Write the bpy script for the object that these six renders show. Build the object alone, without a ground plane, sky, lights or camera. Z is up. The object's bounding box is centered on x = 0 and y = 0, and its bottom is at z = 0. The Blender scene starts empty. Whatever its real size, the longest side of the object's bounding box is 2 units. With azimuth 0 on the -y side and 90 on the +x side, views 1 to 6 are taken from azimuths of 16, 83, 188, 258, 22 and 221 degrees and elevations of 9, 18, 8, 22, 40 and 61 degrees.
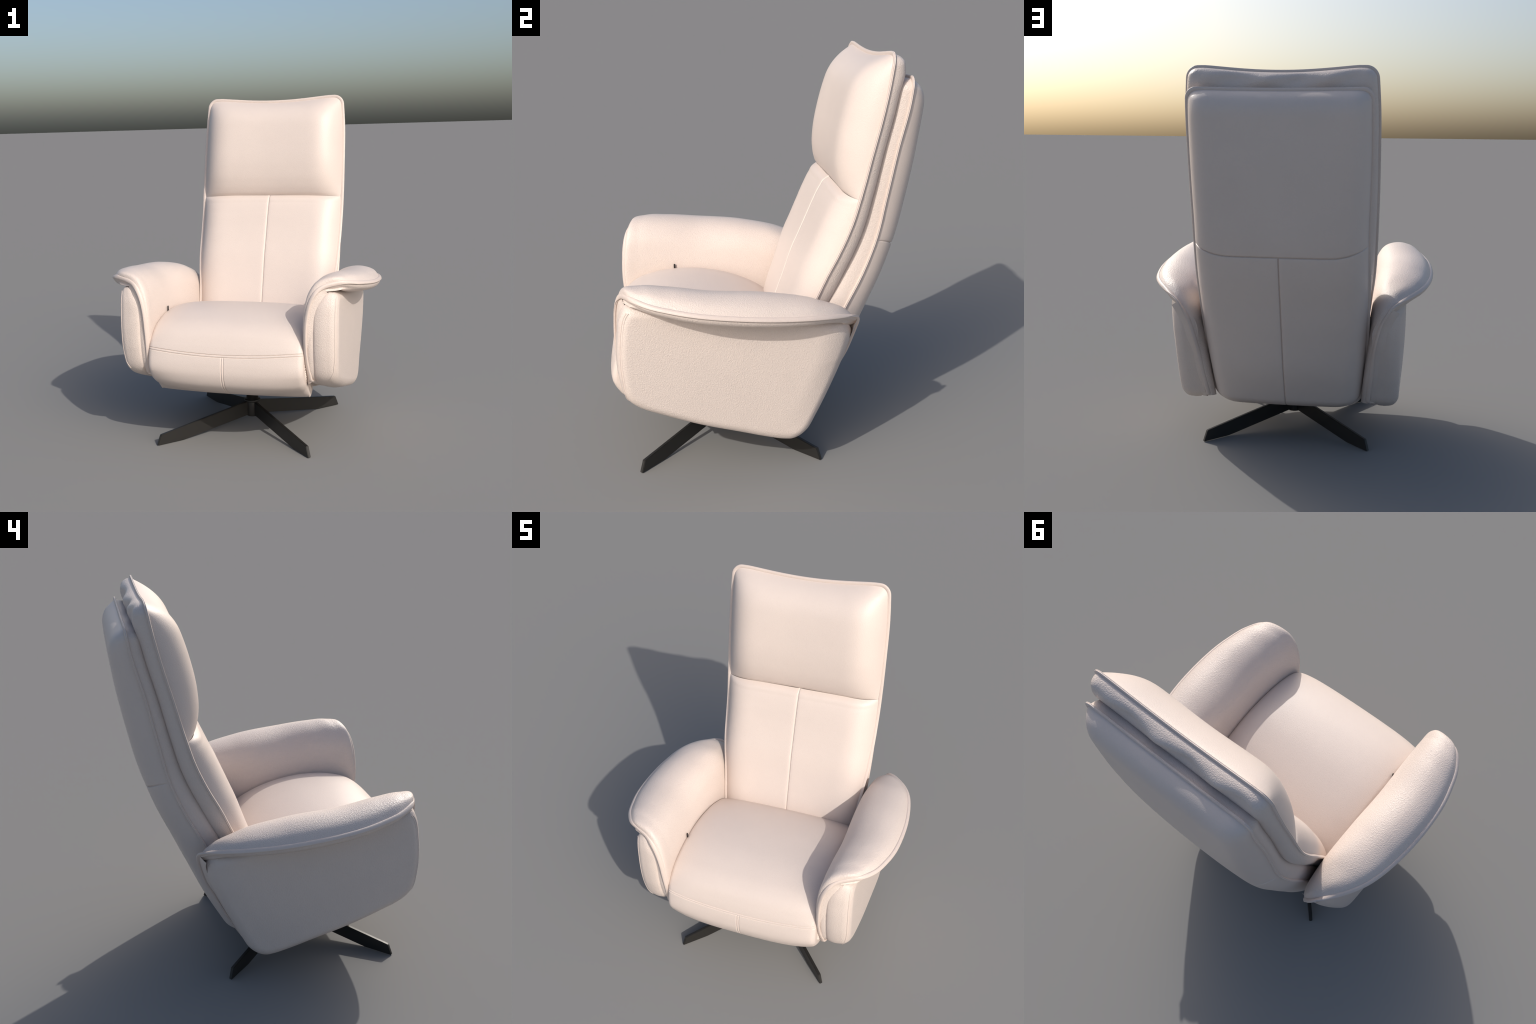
import bpy, math, random
import numpy as np
from mathutils import Vector, noise

random.seed(7)

# ---------------------------------------------------------------- helpers
def spline(ts, pts, q):
    """Cubic Hermite through pts at ts (finite-difference tangents), evaluated at q."""
    ts = np.asarray(ts, float); P = np.asarray(pts, float)
    flat = P.ndim == 1
    if flat:
        P = P[:, None]
    q = np.asarray(q, float)
    h = np.diff(ts)[:, None]
    d = np.diff(P, axis=0) / h
    m = np.empty_like(P)
    m[0] = d[0]; m[-1] = d[-1]
    if len(P) > 2:
        m[1:-1] = (d[:-1] * h[1:] + d[1:] * h[:-1]) / (h[1:] + h[:-1])
    i = np.clip(np.searchsorted(ts, q) - 1, 0, len(ts) - 2)
    hh = h[i]; u = ((q - ts[i])[:, None]) / hh
    r = ((2*u**3 - 3*u**2 + 1)*P[i] + (u**3 - 2*u**2 + u)*hh*m[i]
         + (-2*u**3 + 3*u**2)*P[i+1] + (u**3 - u**2)*hh*m[i+1])
    return r[:, 0] if flat else r

def curve(pts, n, closed=False):
    """Resample control points to n points evenly along a smooth curve."""
    P = np.asarray(pts, float)
    if closed:
        k = len(P)
        P = np.concatenate([P[-3:], P, P[:4]])
    s = np.concatenate([[0], np.cumsum(np.linalg.norm(np.diff(P, axis=0), axis=1)**0.6)])
    if closed:
        fine = spline(s, P, np.linspace(s[3], s[3 + k], 2400))
    else:
        fine = spline(s, P, np.linspace(0, s[-1], 2400))
    L = np.concatenate([[0], np.cumsum(np.linalg.norm(np.diff(fine, axis=0), axis=1))])
    q = np.linspace(0, L[-1], n + 1)[:-1] if closed else np.linspace(0, L[-1], n)
    return np.stack([np.interp(q, L, fine[:, c]) for c in range(P.shape[1])], 1)

def lerp_table(q, table):
    t = np.asarray(table, float)
    return spline(t[:, 0], t[:, 1], np.clip(q, t[0, 0], t[-1, 0]))

def quarter(d, R, p=2.0):
    """0 at the border, 1 from distance R inward, rounded like a cushion edge."""
    u = np.clip(1 - d / R, 0, 1)
    return (1 - u**p)**(1 / p)

def soft(d, R):
    """Like quarter() but blends into the flat without a visible edge."""
    u = np.clip(1 - d / R, 0, 1)
    return (1 - u**3)**0.75

def bell(d, w):
    return np.exp(-(d / w)**2)

def spread(lo, hi, n, dense=(), width=0.02, gain=8.0):
    """n samples from lo to hi, packed more tightly about the values in dense."""
    q = np.linspace(lo, hi, 4000)
    rho = np.ones_like(q)
    for c in dense:
        rho += gain * bell(q - c, width)
    c = np.concatenate([[0], np.cumsum((rho[1:] + rho[:-1]) / 2)])
    return np.interp(np.linspace(0, c[-1], n), c, q)

def new_object(name, verts, faces, mat, parent=None, smooth=True):
    me = bpy.data.meshes.new(name)
    me.from_pydata([tuple(map(float, v)) for v in verts], [], faces)
    me.validate()
    me.update()
    if smooth:
        me.polygons.foreach_set("use_smooth", [True] * len(me.polygons))
    me.materials.append(mat)
    ob = bpy.data.objects.new(name, me)
    bpy.context.scene.collection.objects.link(ob)
    if parent is not None:
        ob.parent = parent
    return ob

def orient(ob, centre=None):
    import bmesh
    bm = bmesh.new(); bm.from_mesh(ob.data)
    bmesh.ops.remove_doubles(bm, verts=bm.verts, dist=1e-5)
    bmesh.ops.recalc_face_normals(bm, faces=bm.faces)
    bm.to_mesh(ob.data); bm.free()
    ob.data.update()
    return ob

def grid(name, G, mat, parent=None, closed_u=False, closed_v=False, cap=False):
    """Mesh from an array of points G[u][v]."""
    nu, nv = G.shape[:2]
    verts = list(G.reshape(-1, 3))
    F = []
    for i in range(nu if closed_u else nu - 1):
        for j in range(nv if closed_v else nv - 1):
            a, b = i, (i + 1) % nu
            c, d = j, (j + 1) % nv
            F.append((a*nv + c, b*nv + c, b*nv + d, a*nv + d))
    if cap and closed_v:
        F.append(tuple(range(nv)))
        F.append(tuple((nu - 1)*nv + j for j in range(nv - 1, -1, -1)))
    return orient(new_object(name, verts, F, mat, parent))

def sweep(name, path, mat, parent, rx, ry=None, out=None, seg=14, closed=False, notch=0.0):
    """Elliptic strip along a path; rx lies along `out` (outward hint), ry across it."""
    ry = ry or rx
    P = np.asarray(path, float); n = len(P)
    if closed:
        T = np.roll(P, -1, 0) - np.roll(P, 1, 0)
    else:
        T = np.gradient(P, axis=0)
    T /= np.linalg.norm(T, axis=1)[:, None]
    O = np.array(out, float) if out is not None else np.tile([0.3, 0.5, 0.8], (n, 1))
    if O.ndim == 1:
        O = np.tile(O, (n, 1))
    O = O - (O * T).sum(1)[:, None] * T
    O /= np.linalg.norm(O, axis=1)[:, None]
    B = np.cross(T, O)
    a = np.linspace(0, 2*math.pi, seg, endpoint=False)
    aa = np.minimum(a, 2*math.pi - a)
    m = (1 - notch*bell(aa, 0.3))[None, :, None]
    G = P[:, None] + O[:, None]*np.cos(a)[None, :, None]*rx*m + B[:, None]*np.sin(a)[None, :, None]*ry
    return grid(name, G, mat, parent, closed_u=closed, closed_v=True, cap=not closed)

# ---------------------------------------------------------------- materials
def leather(name, colour, grain, strength):
    m = bpy.data.materials.new(name); m.use_nodes = True
    nt = m.node_tree; N = nt.nodes; L = nt.links
    b = N["Principled BSDF"]
    tc = N.new("ShaderNodeTexCoord")
    big = N.new("ShaderNodeTexNoise"); big.inputs["Scale"].default_value = 5.0
    big.inputs["Detail"].default_value = 3.0
    L.new(tc.outputs["Object"], big.inputs["Vector"])
    ramp = N.new("ShaderNodeValToRGB")
    ramp.color_ramp.elements[0].position = 0.3
    ramp.color_ramp.elements[1].position = 0.7
    ramp.color_ramp.elements[0].color = (*[c*0.975 for c in colour], 1)
    ramp.color_ramp.elements[1].color = (*colour, 1)
    L.new(big.outputs["Fac"], ramp.inputs["Fac"])
    cell = N.new("ShaderNodeTexVoronoi"); cell.feature = 'SMOOTH_F1'
    cell.inputs["Scale"].default_value = grain
    cell.inputs["Smoothness"].default_value = 0.6
    warp = N.new("ShaderNodeTexNoise"); warp.inputs["Scale"].default_value = grain*0.35
    mixv = N.new("ShaderNodeMixRGB"); mixv.blend_type = 'ADD'; mixv.inputs[0].default_value = 0.012
    L.new(tc.outputs["Object"], warp.inputs["Vector"])
    L.new(tc.outputs["Object"], mixv.inputs[1]); L.new(warp.outputs["Color"], mixv.inputs[2])
    L.new(mixv.outputs[0], cell.inputs["Vector"])
    fine = N.new("ShaderNodeTexNoise"); fine.inputs["Scale"].default_value = grain*1.6
    fine.inputs["Detail"].default_value = 4.0
    L.new(tc.outputs["Object"], fine.inputs["Vector"])
    hsum = N.new("ShaderNodeMath"); hsum.operation = 'MULTIPLY_ADD'; hsum.inputs[1].default_value = 0.5
    L.new(fine.outputs["Fac"], hsum.inputs[0]); L.new(cell.outputs["Distance"], hsum.inputs[2])
    bump = N.new("ShaderNodeBump"); bump.inputs["Strength"].default_value = strength
    bump.inputs["Distance"].default_value = 0.002
    L.new(hsum.outputs[0], bump.inputs["Height"])
    # pores: a slightly warmer tint in the grain valleys
    pore = N.new("ShaderNodeMixRGB"); pore.blend_type = 'MULTIPLY'
    pr = N.new("ShaderNodeMapRange"); pr.inputs[1].default_value = 0.35; pr.inputs[2].default_value = 0.75
    pr.inputs[4].default_value = 0.25
    L.new(cell.outputs["Distance"], pr.inputs[0]); L.new(pr.outputs[0], pore.inputs[0])
    L.new(ramp.outputs["Color"], pore.inputs[1])
    pore.inputs[2].default_value = (0.93, 0.87, 0.85, 1)
    L.new(pore.outputs[0], b.inputs["Base Color"])
    L.new(bump.outputs["Normal"], b.inputs["Normal"])
    b.inputs["Roughness"].default_value = 0.42
    b.inputs["Specular IOR Level"].default_value = 0.5
    return m

def metal(name, colour, rough):
    m = bpy.data.materials.new(name); m.use_nodes = True
    nt = m.node_tree; N = nt.nodes; L = nt.links
    b = N["Principled BSDF"]
    n = N.new("ShaderNodeTexNoise"); n.inputs["Scale"].default_value = 60
    tc = N.new("ShaderNodeTexCoord"); L.new(tc.outputs["Object"], n.inputs["Vector"])
    r = N.new("ShaderNodeMapRange"); r.inputs[3].default_value = rough - .05; r.inputs[4].default_value = rough + .05
    L.new(n.outputs["Fac"], r.inputs[0]); L.new(r.outputs[0], b.inputs["Roughness"])
    b.inputs["Base Color"].default_value = (*colour, 1)
    return m

CREAM = (0.705, 0.61, 0.555)
LEATHER = leather("cream_leather_smooth", CREAM, 300, 0.28)
GRAINY = leather("cream_leather_grained", CREAM, 210, 0.62)
WELT = leather("cream_leather_welt", (0.69, 0.59, 0.535), 250, 0.3)
BLACK = metal("black_powder_coat", (0.018, 0.017, 0.016), 0.42)
DARK = metal("dark_frame", (0.03, 0.024, 0.022), 0.6)

# ---------------------------------------------------------------- the chair
chair = bpy.data.objects.new("recliner_armchair", None)
bpy.context.scene.collection.objects.link(chair)
chair["label"] = "cream leather recliner armchair with high back on a black star base"
chair["category"] = "armchair"

# ================================================================ backrest
# side line of the front cushion's welt (height, depth) and of the rear cushion's
FRONT_LINE = [(0.45, 0.070), (0.62, 0.130), (0.87, 0.236), (1.0, 0.292), (1.08, 0.332), (1.24, 0.398),
              (1.36, 0.432), (1.55, 0.478), (1.72, 0.520), (1.88, 0.553), (2.01, 0.574)]
REAR_LINE = [(0.17, 0.110), (0.40, 0.195), (0.60, 0.278), (0.815, 0.377), (0.985, 0.459), (1.143, 0.517), (1.35, 0.560),
             (1.58, 0.605), (1.78, 0.652), (1.91, 0.668)]
FRONT_HALF = [(0.45, 0.425), (0.75, 0.445), (0.95, 0.468), (1.25, 0.479), (1.6, 0.480), (1.8, 0.476), (2.01, 0.461)]
REAR_HALF = [(0.17, 0.395), (0.35, 0.422), (0.6, 0.440), (0.9, 0.447), (1.15, 0.444), (1.6, 0.450), (1.91, 0.446)]

def pillow_frame(zb, zt, half_table, s, tz, r_top, r_bot, top_dip, inset=0.0):
    """Rounded-rectangle outline. s in [-1,1], tz heights. Returns X, Z, edge distances."""
    half = lerp_table(tz, half_table) - inset
    dt = np.clip(r_top - (zt - tz), 0, r_top)
    db = np.clip(r_bot - (tz - zb), 0, r_bot)
    cut = (r_top - np.sqrt(np.maximum(r_top**2 - dt**2, 0))) + (r_bot - np.sqrt(np.maximum(r_bot**2 - db**2, 0)))
    w = half - cut
    X = w[:, None] * s[None, :]
    lift = np.clip((tz - (zt - 0.35)) / 0.35, 0, 1)**2
    Z = tz[:, None] - top_dip(X) * lift[:, None]
    EX = w[:, None] * (1 - np.abs(s))[None, :]
    return X, Z, EX

def end_packed(n):
    u = np.linspace(0, 1, n)
    return 0.5 - 0.5*np.cos(np.pi*u)

def dip_front(X):
    a = np.abs(X)
    return 0.022 * np.clip(1 - (a / 0.37)**2, 0, 1)**1.3

def dip_rear(X):
    a = np.abs(X)
    return 0.006 * np.clip(1 - (a / 0.40)**2, 0, 1)

SPLIT = 1.362          # seam between headrest and lumbar panel

# ---- front face of the front cushion: headrest above, two lumbar panels below
HEAD_OFF = [(1.30, 0.050), (1.362, 0.056), (1.378, 0.072), (1.405, 0.090), (1.46, 0.114), (1.55, 0.135), (1.70, 0.147), (1.82, 0.140), (1.90, 0.126), (2.01, 0.100)]
LUMB_OFF = [(0.45, 0.03), (0.70, 0.075), (0.85, 0.089), (1.05, 0.106), (1.16, 0.109), (1.25, 0.104), (1.315, 0.090), (1.35, 0.074), (1.362, 0.056), (1.40, 0.05)]

def front_offset(X, Z, EX, ET, head):
    tab = HEAD_OFF if head else LUMB_OFF
    o = lerp_table(Z.ravel(), tab).reshape(Z.shape)
    side = soft(EX, 0.22 if head else 0.19)
    if head:
        top = soft(ET, 0.17)
        wave = 1 - 0.05*bell(X, 0.2)
        o = o * side * top * wave
    else:
        o = o * side
        o = o - 0.006*bell(X, 0.0035) - 0.002*bell(X, 0.012)
    return o

zt_front = 2.002
FLANGE = 0.017         # width of the flat welt outside the stitched pillow
zt_pillow = zt_front - FLANGE
s_cols = spread(-1, 1, 260, dense=(-1, 1, 0), width=0.03, gain=6)
z_head = SPLIT + (zt_pillow - SPLIT) * spread(0, 1, 150, dense=(0, 1), width=0.05, gain=7)
z_lum = 0.45 + (SPLIT - 0.45) * spread(0, 1, 130, dense=(1,), width=0.04, gain=8)

def front_grid(tz, head):
    X, Z, EX = pillow_frame(0.45, zt_pillow, FRONT_HALF, s_cols, tz, 0.05, 0.03, dip_front, FLANGE)
    Y = lerp_table(Z.ravel(), FRONT_LINE).reshape(Z.shape)
    ET = np.repeat((zt_pillow - tz)[:, None], X.shape[1], 1)
    # the seam line sags slightly toward the sides
    if head:
        sagw = np.clip(1 - (tz - SPLIT)/0.15, 0, 1)[:, None]
    else:
        sagw = np.clip(1 - (SPLIT - tz)/0.15, 0, 1)[:, None]
    Z2 = Z + sagw * (-0.012) * (np.abs(X)/0.45)**4
    Yo = Y - front_offset(X, Z, EX, ET, head)
    return np.stack([X, Yo, Z2], -1)

backrest = bpy.data.objects.new("backrest", None)
bpy.context.scene.collection.objects.link(backrest); backrest.parent = chair

HG = front_grid(z_head, True)
LG = front_grid(z_lum, False)
grid("headrest_cushion", HG, LEATHER, backrest)
mid = int(np.argmin(np.abs(s_cols)))
grid("lumbar_panel", LG[:, :mid+1], LEATHER, backrest)
grid("lumbar_panel", LG[:, mid:], LEATHER, backrest)

# ---- back half of the front cushion (a boxed border with soft wrinkles on top)
def layer_gap(Z):
    return lerp_table(Z.ravel(), REAR_LINE).reshape(Z.shape) - lerp_table(Z.ravel(), FRONT_LINE).reshape(Z.shape)

def front_back_grid():
    zt = zt_front - 0.014
    tz = 0.45 + (zt - 0.45) * spread(0, 1, 220, dense=(0, 1), width=0.03, gain=8)
    X, Z, EX = pillow_frame(0.45, zt, FRONT_HALF, s_cols, tz, 0.05, 0.03, dip_front, 0.013)
    Y = lerp_table(Z.ravel(), FRONT_LINE).reshape(Z.shape)
    et = np.repeat((zt - tz)[:, None], X.shape[1], 1)
    rim = quarter(EX, 0.045, 2.2) * quarter(et, 0.040, 2.2)
    o = (0.46*layer_gap(Z) + 0.008 + 0.013*bell(et - 0.085, 0.06)) * rim
    wr = np.zeros_like(X)
    for cx, w, a in [(-0.24, 0.055, 0.012), (-0.09, 0.05, -0.012), (0.06, 0.055, 0.013), (0.21, 0.06, -0.010), (0.33, 0.045, 0.007), (-0.35, 0.045, -0.007)]:
        wr += a * bell(X - cx - 0.5*(et - 0.03), w)
    o = o + wr * bell(et - 0.045, 0.035) * rim
    return np.stack([X, Y + o, Z], -1)
grid("cushion_border", front_back_grid(), GRAINY, backrest)

# ---- welts along the outline
def outline(tab_line, tab_half, zb, zt, r_top, r_bot, dip, n=600):
    tz = zb + (zt - zb) * end_packed(240)
    sR = np.array([1.0])
    X, Z, _ = pillow_frame(zb, zt, tab_half, sR, tz, r_top, r_bot, dip)
    right = np.stack([X[:, 0], lerp_table(Z[:, 0], tab_line), Z[:, 0]], 1)
    sx = np.linspace(1, -1, 120)[1:-1]
    X, Z, _ = pillow_frame(zb, zt, tab_half, sx, np.array([zt]), r_top, r_bot, dip)
    top = np.stack([X[0], lerp_table(Z[0], tab_line), Z[0]], 1)
    left = right[::-1] * [-1, 1, 1]
    P = np.concatenate([right, top, left])
    L = np.concatenate([[0], np.cumsum(np.linalg.norm(np.diff(P, axis=0), axis=1))])
    q = np.linspace(0, L[-1], n)
    return np.stack([np.interp(q, L, P[:, c]) for c in range(3)], 1)

def outward_xz(P, centre=(0, 0, 1.2)):
    T = np.gradient(P, axis=0)
    O = np.stack([T[:, 2], np.zeros(len(P)), -T[:, 0]], 1)
    s = np.sign((O * (P - np.array(centre))).sum(1))
    return O * s[:, None]

fw = outline(FRONT_LINE, FRONT_HALF, 0.45, zt_front, 0.06, 0.03, dip_front)
fo = outward_xz(fw)
fon = fo / np.linalg.norm(fo, axis=1)[:, None]
sweep("headrest_welt", fw - fon*0.0125, WELT, backrest, 0.0125, 0.0064, out=fo, seg=28, notch=0.3)

# ---- rear cushion
zb_r, zt_r = 0.195, 1.895
SEAM_R = 1.135
def rear_seam_z(X):
    return 1.085 + 0.055*np.clip((np.abs(X) - 0.24)/0.19, 0, 1)**2 + 0.0*X

def rear_grids():
    s = s_cols
    zt = zt_r - 0.013
    tz = zb_r + (zt - zb_r) * spread(0, 1, 320, dense=(0, 1, (1.085 - zb_r)/(zt - zb_r)), width=0.02, gain=9)
    tz[int(np.argmin(np.abs(tz - 1.085)))] = 1.085
    X, Z, EX = pillow_frame(zb_r, zt, REAR_HALF, s, tz, 0.055, 0.09, dip_rear, 0.012)
    Y = lerp_table(Z.ravel(), REAR_LINE).reshape(Z.shape)
    # let the rows follow the curved cross seam
    Z = Z + (rear_seam_z(X) - 1.085) * np.clip(1 - np.abs(tz - 1.085)/0.25, 0, 1)[:, None]
    Y = lerp_table(Z.ravel(), REAR_LINE).reshape(Z.shape)
    et = np.repeat((zt - tz)[:, None], X.shape[1], 1)
    eb = np.repeat((tz - zb_r)[:, None], X.shape[1], 1)
    # rear side: nearly flat above, a belly below
    rim_d = lerp_table(Z.ravel(), [(0.19, 0.100), (0.5, 0.100), (0.84, 0.104), (1.13, 0.094), (1.37, 0.102), (1.56, 0.102), (1.72, 0.092), (1.90, 0.080)]).reshape(Z.shape)
    belly = lerp_table(Z.ravel(), [(0.19, 0.022), (0.45, 0.070), (0.65, 0.064), (0.84, 0.048), (1.13, 0.038), (1.37, 0.029), (1.60, 0.020), (1.75, 0.008), (1.90, 0.0)]).reshape(Z.shape)
    o = rim_d * soft(EX, 0.12) + belly * quarter(EX, 0.42, 2.0)
    o = o * soft(et, 0.14) * quarter(eb, 0.07, 2.2)
    cut = bell(Z - rear_seam_z(X), 0.0030) * 0.008 + bell(Z - rear_seam_z(X), 0.012)*0.002
    low = np.clip((rear_seam_z(X) - Z)/0.004, 0, 1)
    cut = cut + low * (bell(X, 0.0030)*0.008 + bell(X, 0.012)*0.002)
    o = o - cut * np.clip(EX/0.01, 0, 1)
    R = np.stack([X, Y + o, Z], -1)
    # front side, pressed against the front cushion
    of = (0.54*np.clip(layer_gap(np.maximum(Z, 0.5)), 0, 1) + 0.006) * quarter(EX, 0.05, 2.2) * quarter(et, 0.05, 2.2) * quarter(eb, 0.10, 2.2)
    F = np.stack([X, Y - of, Z], -1)
    return R, F, tz
RG, RF, tz_r = rear_grids()
k = int(np.argmin(np.abs(tz_r - 1.085)))
grid("upper_back_panel", RG[k:], LEATHER, backrest)
grid("lower_back_panel", RG[:k + 1, :mid + 1], LEATHER, backrest)
grid("lower_back_panel", RG[:k + 1, mid:], LEATHER, backrest)
grid("back_cushion_border", RF, GRAINY, backrest)
rw = outline(REAR_LINE, REAR_HALF, zb_r, zt_r, 0.055, 0.08, dip_rear)
ro = outward_xz(rw)
ron = ro / np.linalg.norm(ro, axis=1)[:, None]
sweep("back_welt", rw - ron*0.0105, WELT, backrest, 0.0115, 0.0064, out=ro, seg=28, notch=0.3)

# ================================================================ seat
# closed side profile (depth, height): back, over the crown, down the nose, under to the lip
SEAT = [(0.10, 0.36), (0.15, 0.50), (0.14, 0.585), (0.09, 0.645), (0.03, 0.690), (-0.05, 0.730), (-0.14, 0.760), (-0.25, 0.783),
        (-0.36, 0.791), (-0.47, 0.786), (-0.56, 0.768), (-0.63, 0.742), (-0.685, 0.700), (-0.717, 0.644), (-0.737, 0.585),
        (-0.750, 0.530), (-0.752, 0.475), (-0.731, 0.416), (-0.682, 0.371), (-0.626, 0.341), (-0.572, 0.321), (-0.535, 0.313),
        (-0.508, 0.329), (-0.515, 0.350), (-0.45, 0.358), (-0.25, 0.345), (0.0, 0.345)]
NS = 760
fine = curve(SEAT, 6000, closed=True)
fine_arc = np.concatenate([[0], np.cumsum(np.linalg.norm(np.diff(fine, axis=0), axis=1))])
pipe_arc = fine_arc[int(np.argmin(np.hypot(fine[:, 0] + 0.737, fine[:, 1] - 0.585)))]
lip_arc = fine_arc[int(np.argmin(np.hypot(fine[:, 0] + 0.508, fine[:, 1] - 0.329)))]
q = spread(0, fine_arc[-1], NS + 1, dense=(pipe_arc - 0.012, lip_arc), width=0.04, gain=10)[:-1]
sp = np.stack([np.interp(q, fine_arc, fine[:, c]) for c in range(2)], 1)
lip_w = np.clip(np.abs(q - lip_arc)/0.16, 0, 1); lip_w = 0.08 + 0.92*lip_w**2*(3 - 2*lip_w)
Ts = np.roll(sp, -1, 0) - np.roll(sp, 1, 0); Ts /= np.linalg.norm(Ts, axis=1)[:, None]
Nin = np.stack([Ts[:, 1], -Ts[:, 0]], 1)
cen = np.array([-0.3, 0.55])
if (Nin * (cen - sp)).sum() < 0:
    Nin = -Nin
arc = np.concatenate([[0], np.cumsum(np.linalg.norm(np.diff(sp, axis=0), axis=1))])
i_pipe = int(np.argmin(np.hypot(sp[:, 0] + 0.737, sp[:, 1] - 0.585)))
i_crown = int(np.argmin(np.hypot(sp[:, 0] + 0.36, sp[:, 1] - 0.791)))
# how far the surface falls toward the sides: strong on the crown, slight on the front
crown_w = np.clip((sp[:, 1] - 0.60)/0.12, 0, 1); crown_w = crown_w**2*(3 - 2*crown_w)
lower_w = np.clip((0.53 - sp[:, 1])/0.12, 0, 1)*(sp[:, 0] < -0.5); lower_w = lower_w**2*(3 - 2*lower_w)
SEAT_HALF = 0.442
xs = SEAT_HALF * spread(-1, 1, 280, dense=(-1, 1, 0), width=0.03, gain=9)
Gs = np.zeros((len(xs), NS, 3))
for i, x in enumerate(xs):
    a = abs(x) / SEAT_HALF
    fall = 0.012*a**3 + 0.010*a**8
    fall_c = 0.013*a**2.2 + 0.026*a**7
    edge = 0.022 * (1 - quarter(np.array([SEAT_HALF - abs(x)]), 0.03, 2.2)[0])
    c = fall*(1 - crown_w) + fall_c*crown_w + edge
    c = (c + 0.021*a**3*lower_w)*lip_w
    d_pipe = arc - arc[i_pipe] + 0.030*a**2
    c = c + 0.0042*bell(d_pipe - 0.0065, 0.0022) + 0.0042*bell(d_pipe + 0.0065, 0.0022)
    below = np.clip(d_pipe/0.012, 0, 1)
    c = c + below*(0.0040*math.exp(-((abs(x) - 0.0062)/0.0022)**2))
    q = sp + Nin * c[:, None]
    # the cross seam bows down a little in the middle
    Gs[i, :, 0] = x
    Gs[i, :, 1] = q[:, 0]; Gs[i, :, 2] = q[:, 1]
seat = bpy.data.objects.new("seat", None)
bpy.context.scene.collection.objects.link(seat); seat.parent = chair
# side walls: rings pulled to the middle of the profile
def side_rings(edge, sign):
    rings = []
    c2 = np.array([-0.30, 0.56])
    for f, dx in [(0.97, 0.002), (0.90, 0.003), (0.6, -0.004), (0.1, -0.01)]:
        r = edge.copy()
        r[:, 1] = c2[0] + (edge[:, 1] - c2[0])*f
        r[:, 2] = c2[1] + (edge[:, 2] - c2[1])*f
        r[:, 0] = edge[:, 0] + sign*dx
        rings.append(r)
    return rings
full = np.concatenate([np.array(side_rings(Gs[0], -1))[::-1], Gs, np.array(side_rings(Gs[-1], 1))])
j_front = i_pipe
# split by region: cushion (before the cross seam) and the front panel (after it)
order_ok = i_crown < i_pipe
jl = int(np.argmin(np.hypot(sp[:, 0] + 0.515, sp[:, 1] - 0.350)))
cush = np.concatenate([full[:, jl:], full[:, :i_pipe + 1]], axis=1)
panel = full[:, i_pipe:jl + 1]
grid("seat_cushion", cush, LEATHER, seat)
grid("seat_front_panel", panel, LEATHER, seat)

# gathered gusset and welt at both ends of the front panel
for sg in (-1, 1):
    e = panel[-5 if sg > 0 else 4].copy()
    e = e[: int(len(e)*0.84)]
    path = e.copy(); path[:, 0] = sg*(SEAT_HALF - 0.006)
    path[:, 1:] -= 0.0
    pp = curve(path, 160)
    cdir = np.stack([np.zeros(len(pp)), pp[:, 1] + 0.45, pp[:, 2] - 0.55], 1)
    sweep("front_panel_welt", pp, WELT, seat, 0.006, 0.005, out=cdir)
    # gathers: a rippled band behind the welt
    n = 220
    base = curve(path, n)
    inn = np.array([0, -0.45, 0.55]) * 1.0
    d = np.stack([np.zeros(n), -0.45 - base[:, 1], 0.55 - base[:, 2]], 1)
    d /= np.linalg.norm(d, axis=1)[:, None]
    w = np.linspace(0, 1, 14)
    G = np.zeros((n, 14, 3))
    for i in range(n):
        t = i/(n - 1)
        rip = 0.5 + 0.5*math.sin(i*0.62 + 1.2*math.sin(i*0.11)) 
        fade = math.sin(math.pi*min(max((t - 0.02)/0.96, 0), 1))**0.6
        for j, ww in enumerate(w):
            bulge = math.sin(math.pi*ww)**0.7 * (0.010 + 0.007*rip*fade)
            G[i, j] = base[i] + d[i]*(0.004 + 0.055*ww)
            G[i, j, 0] = sg*(SEAT_HALF - 0.008 + bulge)
    grid("gathered_gusset", G, GRAINY, seat)

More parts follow.
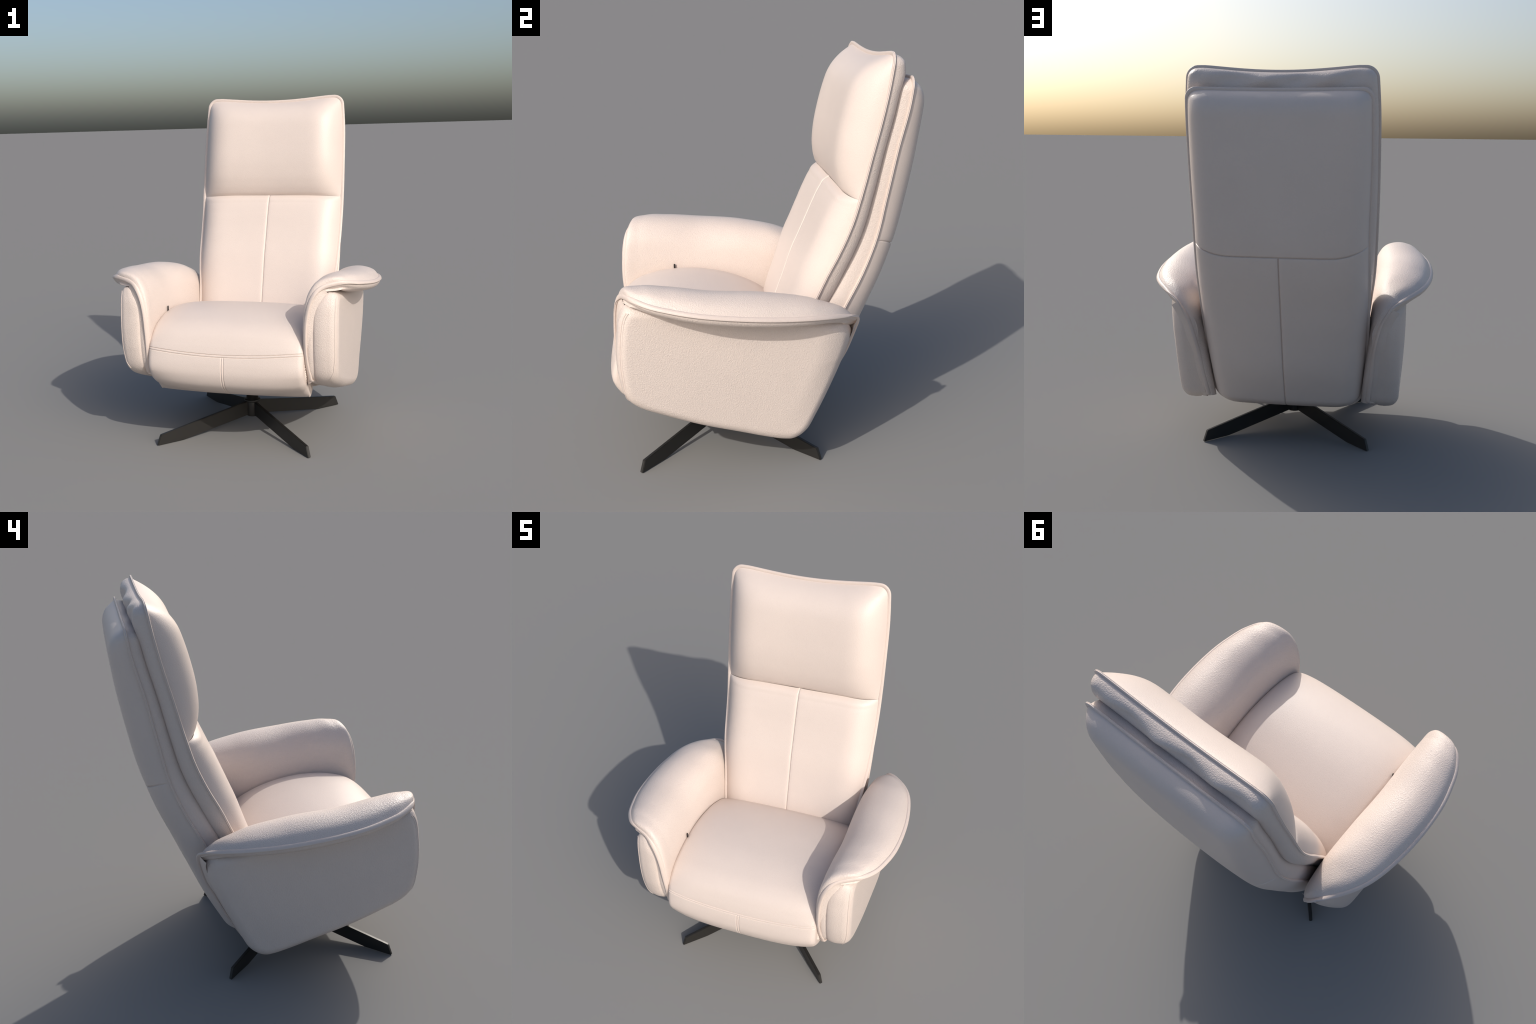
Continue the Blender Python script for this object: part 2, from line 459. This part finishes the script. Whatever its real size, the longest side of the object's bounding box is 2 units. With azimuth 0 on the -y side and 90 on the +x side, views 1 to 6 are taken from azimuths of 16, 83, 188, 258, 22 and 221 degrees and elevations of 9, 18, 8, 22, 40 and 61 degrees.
# ================================================================ armrests (right one; mirrored for the left)
# cross-sections of the pad, front to back, each from the inner bottom over the crest to the outer welt
PAD = [
 [(.474,-.654,.440),(.456,-.688,.57),(.453,-.703,.70),(.462,-.701,.81),(.482,-.694,.89),(.512,-.682,.942),(.550,-.663,.968),(.582,-.651,.977),(.611,-.638,.980)],
 [(.454,-.644,.428),(.443,-.676,.57),(.439,-.690,.70),(.444,-.688,.82),(.465,-.678,.917),(.503,-.668,.978),(.558,-.653,1.006),(.612,-.638,1.009),(.650,-.619,.987)],
 [(.445,-.58,.40),(.440,-.60,.55),(.437,-.61,.70),(.442,-.607,.83),(.466,-.600,.932),(.518,-.592,1.000),(.590,-.573,1.025),(.662,-.560,1.014),(.706,-.546,.972)],
 [(.445,-.47,.36),(.440,-.48,.53),(.437,-.48,.70),(.443,-.48,.83),(.474,-.475,.935),(.535,-.465,.998),(.622,-.450,1.020),(.700,-.440,1.000),(.746,-.432,.953)],
 [(.445,-.28,.31),(.440,-.28,.50),(.438,-.28,.68),(.446,-.28,.80),(.483,-.28,.908),(.550,-.28,.975),(.645,-.28,1.000),(.728,-.28,.978),(.771,-.28,.932)],
 [(.436,.00,.26),(.434,.00,.45),(.436,.00,.63),(.444,.00,.77),(.472,.00,.880),(.538,.00,.948),(.640,.00,.972),(.722,.00,.948),(.764,.00,.902)],
 [(.415,.12,.235),(.420,.16,.38),(.431,.19,.55),(.443,.210,.70),(.463,.220,.815),(.515,.220,.892),(.605,.215,.922),(.682,.209,.912),(.716,.205,.880)],
 [(.404,.165,.235),(.417,.245,.39),(.434,.295,.53),(.451,.328,.66),(.470,.345,.765),(.512,.348,.836),(.570,.342,.868),(.625,.327,.866),(.650,.315,.857)],
 [(.420,.185,.236),(.436,.275,.395),(.453,.328,.53),(.463,.364,.640),(.480,.384,.732),(.511,.394,.794),(.548,.391,.820),(.580,.381,.830),(.598,.372,.838)],
 [(.441,.190,.236),(.456,.280,.400),(.466,.338,.53),(.478,.378,.615),(.494,.399,.685),(.510,.411,.735),(.528,.417,.772),(.541,.418,.793),(.552,.417,.810)],
]
NU, NV = 200, 130
PADV = np.stack([curve(sec, NV) for sec in PAD])            # sections x NV x 3
chord = np.concatenate([[0], np.cumsum(np.linalg.norm(np.diff(PADV, axis=0), axis=2).mean(1)**0.75)])
uq = chord[-1] * spread(0, 1, NU, dense=(0, 1), width=0.06, gain=5)
pad = np.stack([spline(chord, PADV[:, j], uq) for j in range(NV)], 1)   # NU x NV x 3

# body outline in the side view (depth, height)
BODY = [(-.664,.478),(-.612,.430),(-.49,.377),(-.316,.314),(-.148,.266),(-.01,.227),(.075,.209),(.130,.211),(.182,.245),(.225,.322),
        (.290,.460),(.356,.620),(.382,.705),(.383,.760),(.340,.805),(.20,.840),(0,.868),(-.25,.897),(-.45,.920),(-.58,.935),(-.642,.932),
        (-.674,.880),(-.690,.790),(-.697,.690),(-.692,.580)]
NB = 420
bo = curve(BODY, NB, closed=True)
Tb = np.roll(bo, -1, 0) - np.roll(bo, 1, 0); Tb /= np.linalg.norm(Tb, axis=1)[:, None]
Nb = np.stack([-Tb[:, 1], Tb[:, 0]], 1)
bc = np.array([-0.16, 0.57])
if (Nb*(bc - bo)).sum() < 0:
    Nb = -Nb
ROUND = .050
# rings (x, inset): inner edge, recessed band by the welt, crease, gusset, rounding, outer panel
rear_w = np.clip((bo[:, 0] - 0.10)/0.08, 0, 1)
def body_ring(x, inset, rear_inset=None):
    ins = np.full(NB, inset)
    if rear_inset is not None:
        ins = ins*(1 - rear_w) + rear_inset*rear_w
    r = bo + Nb*ins[:, None]
    for _ in range(int(max(inset, 0)/ROUND*60)):          # keep tight corners from folding
        r = (np.roll(r, 1, 0) + 2*r + np.roll(r, -1, 0))/4
    # the top leans outward under the pad
    top = np.interp(r[:, 0], [-.66, -.45, 0., .2, .40], [.935, .92, .868, .845, .79])
    k = np.clip((r[:, 1] - top + .14)/.14, 0, 1)**2
    xx = x + .085*k*np.clip(1 - (x - .452)/.15, 0, 1)
    xx = xx - rear_w*.27*max(x - .458, 0)                 # narrower, rounder back edge
    return np.concatenate([xx[:, None], r], 1)
def panel_x(y, z):
    """Outer leather panel: fullest below the pad, tapering to the bottom and the ends."""
    rear = np.interp(z, [.25, .46, .62, .76], [.19, .29, .356, .383])
    tuck = .046*np.clip(1 - (rear - y)/.16, 0, 1.5)**2*np.clip((z - .25)/.35, 0, 1)
    return .633 - tuck - .028*np.clip((.72 - z)/.5, 0, 1.2)**1.6 - .010*np.clip((np.abs(y + .16) - .15)/.4, 0, 2)**2
rings = []
for x, ins, rins in [(.458,.006,-.004),(.463,.003,-.003),(.474,.002,0),(.486,.003,0),(.4915,.006,0),(.4935,.0065,0),(.4955,.005,0),(.499,.001,0),(.507,-.002,0),(.520,-.004,0),(.540,-.005,0),(.560,-.002,0)]:
    rings.append(body_ring(x, ins, rins))
for k, a in enumerate(np.linspace(0.12, math.pi/2, 14)):
    ins = ROUND*(1 - math.cos(a))
    r = body_ring(.566, ins)
    px = panel_x(r[:, 1], r[:, 2])
    r[:, 0] += (px - r[:, 0])*math.sin(a)
    rings.append(r)
r0 = rings[-1].copy()
for f in np.linspace(0, 1, 30)[1:]:
    r = r0.copy()
    r[:, 1:] = bc + (r0[:, 1:] - bc)*(1 - f*0.999)
    r[:, 0] = panel_x(r[:, 1], r[:, 2])
    rings.append(r)
body = np.array(rings)

# flange loop: front edge, outer edge, back edge of the pad
loop_raw = np.concatenate([pad[0, :-1], pad[:, -1], pad[-1, -2::-1]])
dir_raw = np.concatenate([(pad[0] - pad[7])[:-1], pad[:, -1] - pad[:, -7], (pad[-1] - pad[-8])[-2::-1]])
dir_raw /= np.linalg.norm(dir_raw, axis=1)[:, None]
LL = np.concatenate([[0], np.cumsum(np.linalg.norm(np.diff(loop_raw, axis=0), axis=1))])
lq = np.linspace(0, LL[-1], 560)
loop = np.stack([np.interp(lq, LL, loop_raw[:, c]) for c in range(3)], 1)
lo = np.stack([np.interp(lq, LL, dir_raw[:, c]) for c in range(3)], 1)
def relax(A, n):
    for _ in range(n):
        B = A.copy(); B[1:-1] = (A[:-2] + 2*A[1:-1] + A[2:])/4; A = B
    return A
# tuck both ends of the welt into the underside of the arm
loop = np.concatenate([[(.484, -.612, .446), (.479, -.632, .438)], loop, [(.443, .172, .236), (.447, .150, .244)]])
lo = np.concatenate([lo[:1], lo[:1], lo, lo[-1:], lo[-1:]])
loop = relax(loop, 12); lo = relax(lo, 60)
lo /= np.linalg.norm(lo, axis=1)[:, None]

# underside roll between the welt and the body, front to back
def under_roll():
    n = 160
    O = curve(np.concatenate([pad[0, -36:-1], pad[:, -1]])[::4], n)
    K = 18
    G = np.zeros((n, K, 3))
    for i in range(n):
        p = O[i]; t = i/(n - 1)
        w = max(math.sin(math.pi*t), 0)**0.42
        if t > 0.5:
            w = max(w, 0.75)
        bx = min(p[0] - 0.01, 0.628 - 0.05*np.clip((t - 0.8)/0.2, 0, 1))
        # quarter-round: down from the welt then in to the body
        y_in = np.clip(p[1], -0.655, 0.335)
        a0 = np.array([p[0], p[1], p[2] - 0.002])
        a1 = np.array([p[0] - 0.001, p[1]*0.998, p[2] - 0.020*w])
        a2 = np.array([p[0] - 0.018*w, p[1]*0.99, p[2] - 0.040*w])
        a3 = np.array([bx + (p[0] - bx)*0.5, (p[1] + y_in)/2, p[2] - 0.052*w])
        a4 = np.array([bx, y_in, p[2] - 0.048*w - 0.004])
        a5 = np.array([bx - 0.03*np.clip((p[0] - .54)/.08, 0, 1), y_in, p[2] - 0.03*w])
        G[i] = curve([a0, a1, a2, a3, a4, a5], K)
    return G
roll = under_roll()

# bands that close the slot between the welt and the body at the front and the back end
def end_band(edge, dy, width):
    T = np.gradient(relax(edge, 20), axis=0)
    nrm = np.stack([T[:, 2], np.zeros(len(T)), -T[:, 0]], 1)
    nrm /= np.linalg.norm(nrm, axis=1)[:, None]
    w = np.linspace(0, 1, 10)
    return edge[:, None] + nrm[:, None]*w[None, :, None]*width + np.array([0, dy, 0])*(0.15 + 0.85*w[None, :, None]**1.5)
bands = [end_band(pad[0, 8:-14], 0.022, 0.055), end_band(pad[-1], -0.030, 0.050)]

# seam between front gusset and outer panel: down the rounded front, then inward along the bottom
run = sorted([i for i in range(NB) if bo[i, 0] < -0.6 and .452 < bo[i, 1] < 0.925], key=lambda i: -bo[i, 1])
def on_body(i, ring):
    k = int(ring); f = ring - k
    return body[k, i]*(1 - f) + body[k + 1, i]*f
seam = np.array([on_body(i, np.interp(bo[i, 1], [.452, .466, .50, .58, .85, .91], [10, 13, 16.5, 18.5, 18.5, 18])) for i in run])
seam = curve(seam[::3], 160)

def mirrored(G, sg):
    return G * np.array([sg, 1, 1])

for sg in (1, -1):
    arm = grid("armrest", mirrored(body, sg), GRAINY, chair, closed_v=True)
    grid("armrest_pad", mirrored(pad, sg), GRAINY, arm)
    for bnd in bands:
        grid("armrest_band", mirrored(bnd, sg), GRAINY, arm)
    grid("armrest_underside", mirrored(roll, sg), GRAINY, arm)
    sweep("armrest_welt", mirrored(loop - lo*0.002, sg), WELT, arm, 0.0125, 0.0070, out=mirrored(lo, sg), seg=28, notch=0.35)
    so = np.stack([np.full(len(seam), .5*sg), np.full(len(seam), -.5), np.zeros(len(seam))], 1)
    for dx, dy in ((0.0, 0.0), (0.006, 0.009)):
        sweep("stitched_seam", mirrored(seam + np.array([dx - .0012, dy, 0]), sg), WELT, arm, 0.0036, out=so)

# release lever on the inner face of one armrest
def box(name, size, loc, mat, parent, bevel=0.0015, rot=(0, 0, 0)):
    import bmesh
    bm = bmesh.new(); bmesh.ops.create_cube(bm, size=1.0)
    for v in bm.verts:
        v.co = Vector((v.co.x*size[0], v.co.y*size[1], v.co.z*size[2]))
    bmesh.ops.bevel(bm, geom=bm.edges[:], offset=bevel, segments=2, affect='EDGES')
    me = bpy.data.meshes.new(name); bm.to_mesh(me); bm.free()
    me.materials.append(mat)
    ob = bpy.data.objects.new(name, me)
    bpy.context.scene.collection.objects.link(ob)
    ob.location = loc; ob.rotation_euler = rot; ob.parent = parent
    return ob
box("release_lever", (0.006, 0.009, 0.075), (-0.430, -0.416, 0.745), BLACK, chair)

# ================================================================ base
HUB = (0.0, -0.175)
def lathe(name, profile, mat, parent, seg=64):
    a = np.linspace(0, 2*math.pi, seg, endpoint=False)
    P = np.array(profile)
    G = np.stack([HUB[0] + P[:, 0][:, None]*np.cos(a), HUB[1] + P[:, 0][:, None]*np.sin(a), np.repeat(P[:, 1][:, None], seg, 1)], -1)
    ob = grid(name, G, mat, parent, closed_v=True)
    return ob
base = lathe("swivel_hub", [(0.001, .058), (.036, .058), (.040, .061), (.041, .064), (.041, .146), (.040, .149), (.048, .150), (.050, .153), (.050, .160), (.048, .163),
                      (.036, .164), (.036, .34), (.001, .34)], BLACK, chair)
import bmesh
def leg_mesh():
    prof = [(0.030, .062), (0.30, .0315), (0.495, .0), (0.637, .0), (0.612, .061), (0.030, .152)]
    prof = [(0.030, .066), (0.475, .0), (0.637, .0), (0.614, .060), (0.030, .152)]
    bm = bmesh.new(); th = 0.009
    A = [bm.verts.new((r, -th, z)) for r, z in prof]
    B = [bm.verts.new((r, th, z)) for r, z in prof]
    bm.faces.new(A[::-1]); bm.faces.new(B)
    for i in range(len(prof)):
        j = (i + 1) % len(prof)
        bm.faces.new((A[i], A[j], B[j], B[i]))
    bmesh.ops.recalc_face_normals(bm, faces=bm.faces)
    bmesh.ops.bevel(bm, geom=bm.edges[:], offset=0.0025, segments=2, affect='EDGES')
    me = bpy.data.meshes.new("leg"); bm.to_mesh(me); bm.free()
    me.materials.append(BLACK)
    return me
LEG = leg_mesh()
for k in range(4):
    ob = bpy.data.objects.new("leg", LEG)
    bpy.context.scene.collection.objects.link(ob)
    ob.location = (HUB[0], HUB[1], 0)
    ob.rotation_euler = (0, 0, math.radians(45 + 90*k))
    ob.parent = base
# frame under the seat that carries seat, arms and back
box("seat_frame", (0.90, 0.30, 0.07), (0, -0.17, 0.36), DARK, chair, 0.004)
